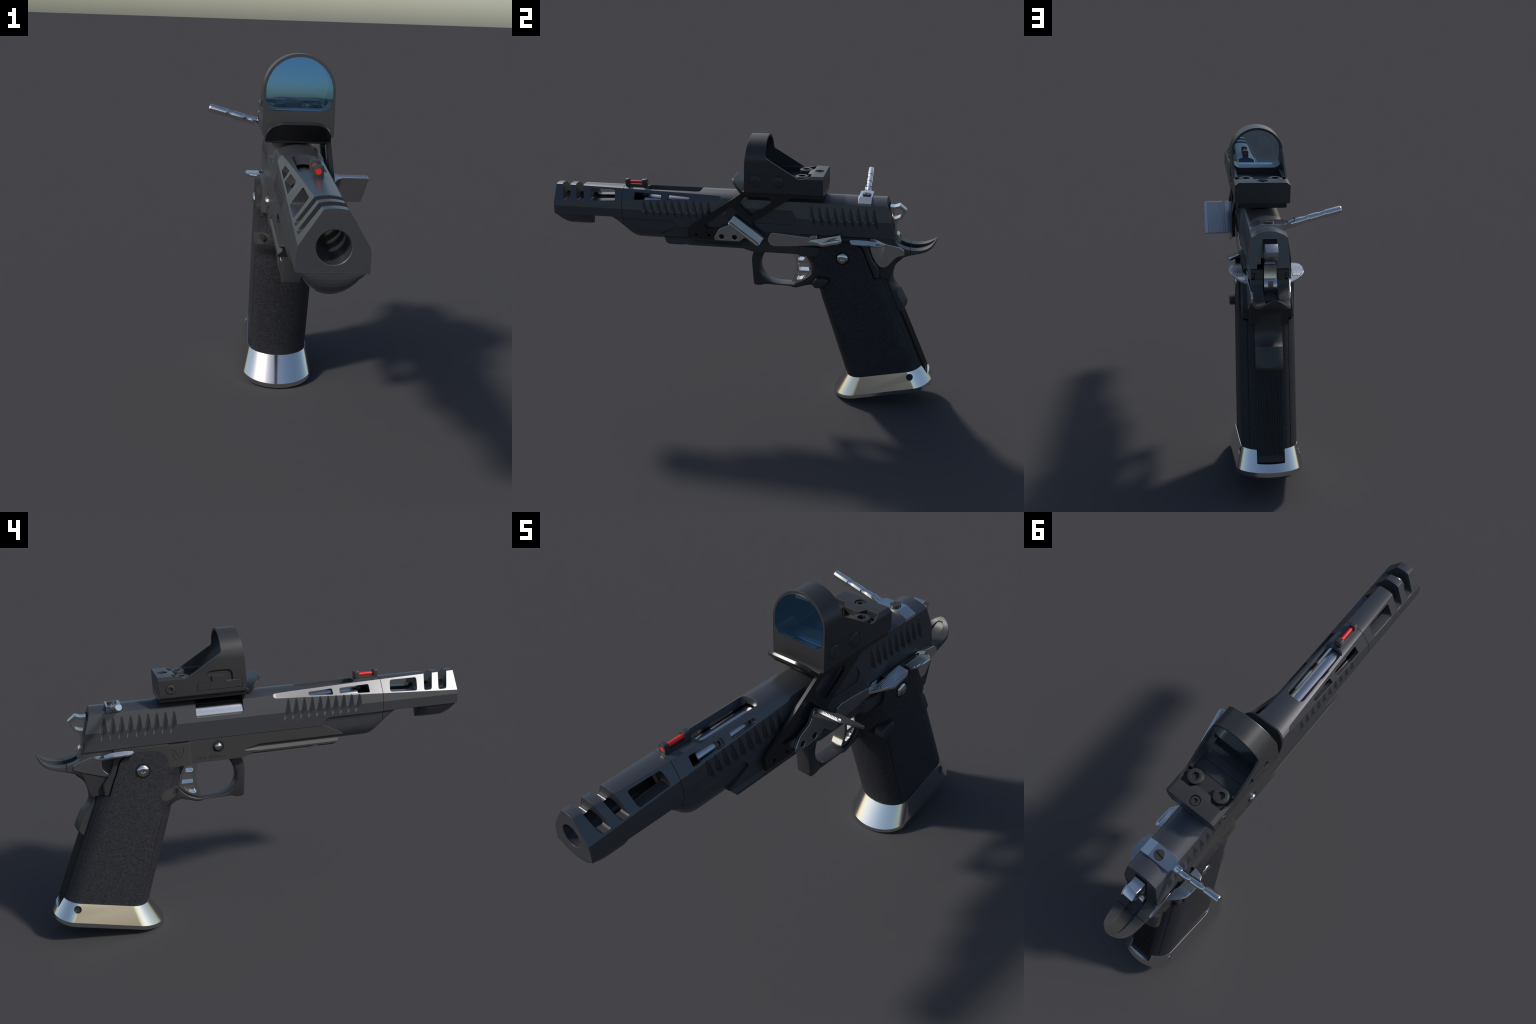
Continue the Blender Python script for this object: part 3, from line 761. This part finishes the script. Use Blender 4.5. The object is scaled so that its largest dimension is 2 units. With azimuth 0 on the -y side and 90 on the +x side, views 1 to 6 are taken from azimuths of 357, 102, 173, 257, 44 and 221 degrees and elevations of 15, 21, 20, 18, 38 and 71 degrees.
def build_sight():
    out = d_profile(.119, 1.2565, .119, 1.107, .004)
    body = loft([[(x, .0325 + lean(z), z) for x, z in out], [(x, .4245, z) for x, z in out]])
    side = [(-.05, 1.05), (.4245, 1.05), (.4245, 1.1990), (.366, 1.1990), (.322, 1.1865), (.304, 1.1860)] + \
        spline([(.304, 1.1860), (.297, 1.1890), (.285, 1.1970)], 3) + spline([(.152, 1.2780), (.1430, 1.2850), (.1405, 1.2960)], 3) + [(.1395, 1.45), (-.05, 1.45)]
    body = boolean(body, [prism_x(side, -.2, .2)], 'INTERSECT')
    inner = d_profile(.1105, 1.2545, .1105, 1.1640, .004)
    cav = loft([[(x, .1370, z) for x, z in inner], [(x, .335, z) for x, z in inner]])
    front = d_profile(.1105, 1.2545, .1105, 1.1915, .036)
    win = loft([[(x, -.02, z) for x, z in front], [(x, .1385, z) for x, z in front]])
    # well for the two mounting screws, with a centre tongue left standing
    plan = rounded([(-.1045, .30), (-.1045, .3610), (-.0520, .3610), (-.0340, .3385), (.0340, .3385), (.0520, .3610), (.1045, .3610), (.1045, .30)], [0, .002, .004, .004, .004, .004, .002, 0], 2)
    well = prism_z(plan, 1.1640, 1.25)
    cham = [loft([[(s * x, y, z) for x, z in ((.1025, 1.1995), (.1195, 1.1865), (.13, 1.1865), (.13, 1.21), (.1025, 1.21))] for y in (.318, .45)]) for s in (1, -1)]
    grooves = [box(-.1045, .1045, y - .0012, y + .0012, 1.1615, 1.170) for y in (.186, .2295, .2765)]
    small = cyl((-.0010, .3910, 1.1850), (0, 0, 1), .0220, .05, 32)
    # opposite-side details: battery door outline, arched relief, adjuster recess
    def sh(poly, x0, x1): return prism_x(poly, x0, x1)
    door = [(.2545, 1.1275), (.2545, 1.1620), (.1875, 1.1620), (.1875, 1.1865), (.1210, 1.1865), (.1210, 1.1615), (.0535, 1.1615), (.0535, 1.1275)]
    dc = (.154, 1.15)
    door_big = [(y + math.copysign(.0013, y - dc[0]), z + math.copysign(.0013, z - dc[1])) for y, z in door]
    arch = rounded([(.2180, 1.150), (.0915, 1.150), (.0915, 1.2140), (.2180, 1.2140)], [0, 0, .032, .032], 6)
    arch_cut = loft([[(-.1115, lerp(.1545, y, .86), lerp(1.17, z, .80)) for y, z in arch], [(-.1215, y, z) for y, z in arch]])
    adj = cyl((-.13, .3730, 1.1450), (1, 0, 0), .0235, .0165, 36)
    # control pad on the mount side
    padp = rounded([(.0560, 1.1330), (.2360, 1.1330), (.2360, 1.2000), (.0560, 1.2000)], .033, 8)
    padc = sh(padp, .1172, .13)
    body = boolean(body, [cav, win, well, join(*cham), join(*grooves), small, arch_cut, sh(door_big, -.2, -.1130), adj, padc])
    doorm = prism_x(door, -.1189, -.1125)
    ledges = [prism_y(rounded([(s * .0985, 1.162), (s * .0985, 1.1885), (s * .1000, 1.1905), (s * .1120, 1.1905), (s * .1120, 1.162)], 0), .1360, .2950) for s in (1, -1)]
    return join(body, bevel(doorm, .0008, 1), *ledges)
sight = add("reflex_sight", build_sight(), SIGHTM, root, angle=35)

def lens_front(z):
    d = z - 1.19
    return .0358 + .015 * d + .30 * d * d
lp = d_profile(.1107, 1.2545, .1107, 1.1913, .036, 48)
def lens_ring(f, fy):
    return [(x * f, fy(1.27 + (z - 1.27) * f), 1.27 + (z - 1.27) * f) for x, z in lp]
back_y = lambda z: lens_front(z) + .006
shells = [lens_ring(f, lens_front) for f in (.02, .2, .4, .6, .8, .93, 1)] + [lens_ring(f, back_y) for f in (1, .6, .02)]
lens = loft(shells)
lens_ob = add("lens", lens, LENS, sight, angle=20)
lens.materials.append(GLASS); lens.materials.append(SKY_BAND)
for p in lens.polygons:
    p.material_index = 0 if p.normal.y < -.6 else (1 if p.normal.y > .6 else 2)
add("sky_glint_plate", prism_z(rounded([(-.078, .0420), (.078, .0420), (.078, .0800), (-.078, .0800)], .004), 1.1895, 1.1918), SKY_BAND, sight)  # mirror slip laid on the sill to make the blue reflection below the lens

for i, yc in enumerate((.0910, .2050)):
    b = revolve([(0, .0285), (.0022, .0285), (.0048, .0262), (.0062, .0205), (.0062, .001)], (.1155, yc, 1.1665), (1, 0, 0), 40)
    marks = [box(.10, .1235, yc - .0125, yc + .0125, 1.1655, 1.1675)]
    if i == 0: marks.append(box(.10, .1235, yc - .0010, yc + .0010, 1.1540, 1.1790))
    cutm = [box(.1208, .13, m_[0], m_[1], m_[2], m_[3]) for m_ in
            ([(yc - .0125, yc + .0125, 1.1655, 1.1675)] + ([(yc - .0010, yc + .0010, 1.1540, 1.1790)] if i == 0 else []))]
    for c in cutm: b = boolean(b, [c])
    add("brightness_button", b, SIGHTM, sight, angle=50)

def socket_screw(r, h, hexr, depth, cham):
    me = revolve([(0, r), (h - cham, r), (h - cham * .3, r - cham * .3), (h, r - cham), (h, .001)], (0, 0, 0), (0, 0, 1), 40)
    hx = [(hexr * math.cos(math.pi * k / 3 + .3), hexr * math.sin(math.pi * k / 3 + .3)) for k in range(6)]
    return boolean(me, [prism_z(hx, h - depth, h + .05)])
big = socket_screw(.0330, .0275, .0175, .014, .005)
screw = add("mounting_screw", big, SCREW, sight)
screw.location = (.0640, .3140, 1.1635)
other = again(screw); other.location.x = -.0640
sm = socket_screw(.0195, .010, .0110, .008, .002); sm.transform(Matrix.Translation((-.0010, .3910, 1.1852)))
add("adjuster_screw", sm, SCREW, sight)
sm2 = socket_screw(.0220, .009, .0110, .007, .002)
sm2.transform(Matrix.Translation((-.1125, .3730, 1.1450)) @ Matrix.Rotation(-math.pi / 2, 4, 'Y'))
add("adjuster_screw", sm2, SCREW, sight)

for o in list(bpy.data.objects):
    if o.name.startswith("tmp"): bpy.data.objects.remove(o)
for m in list(bpy.data.meshes):
    if not m.users: bpy.data.meshes.remove(m)
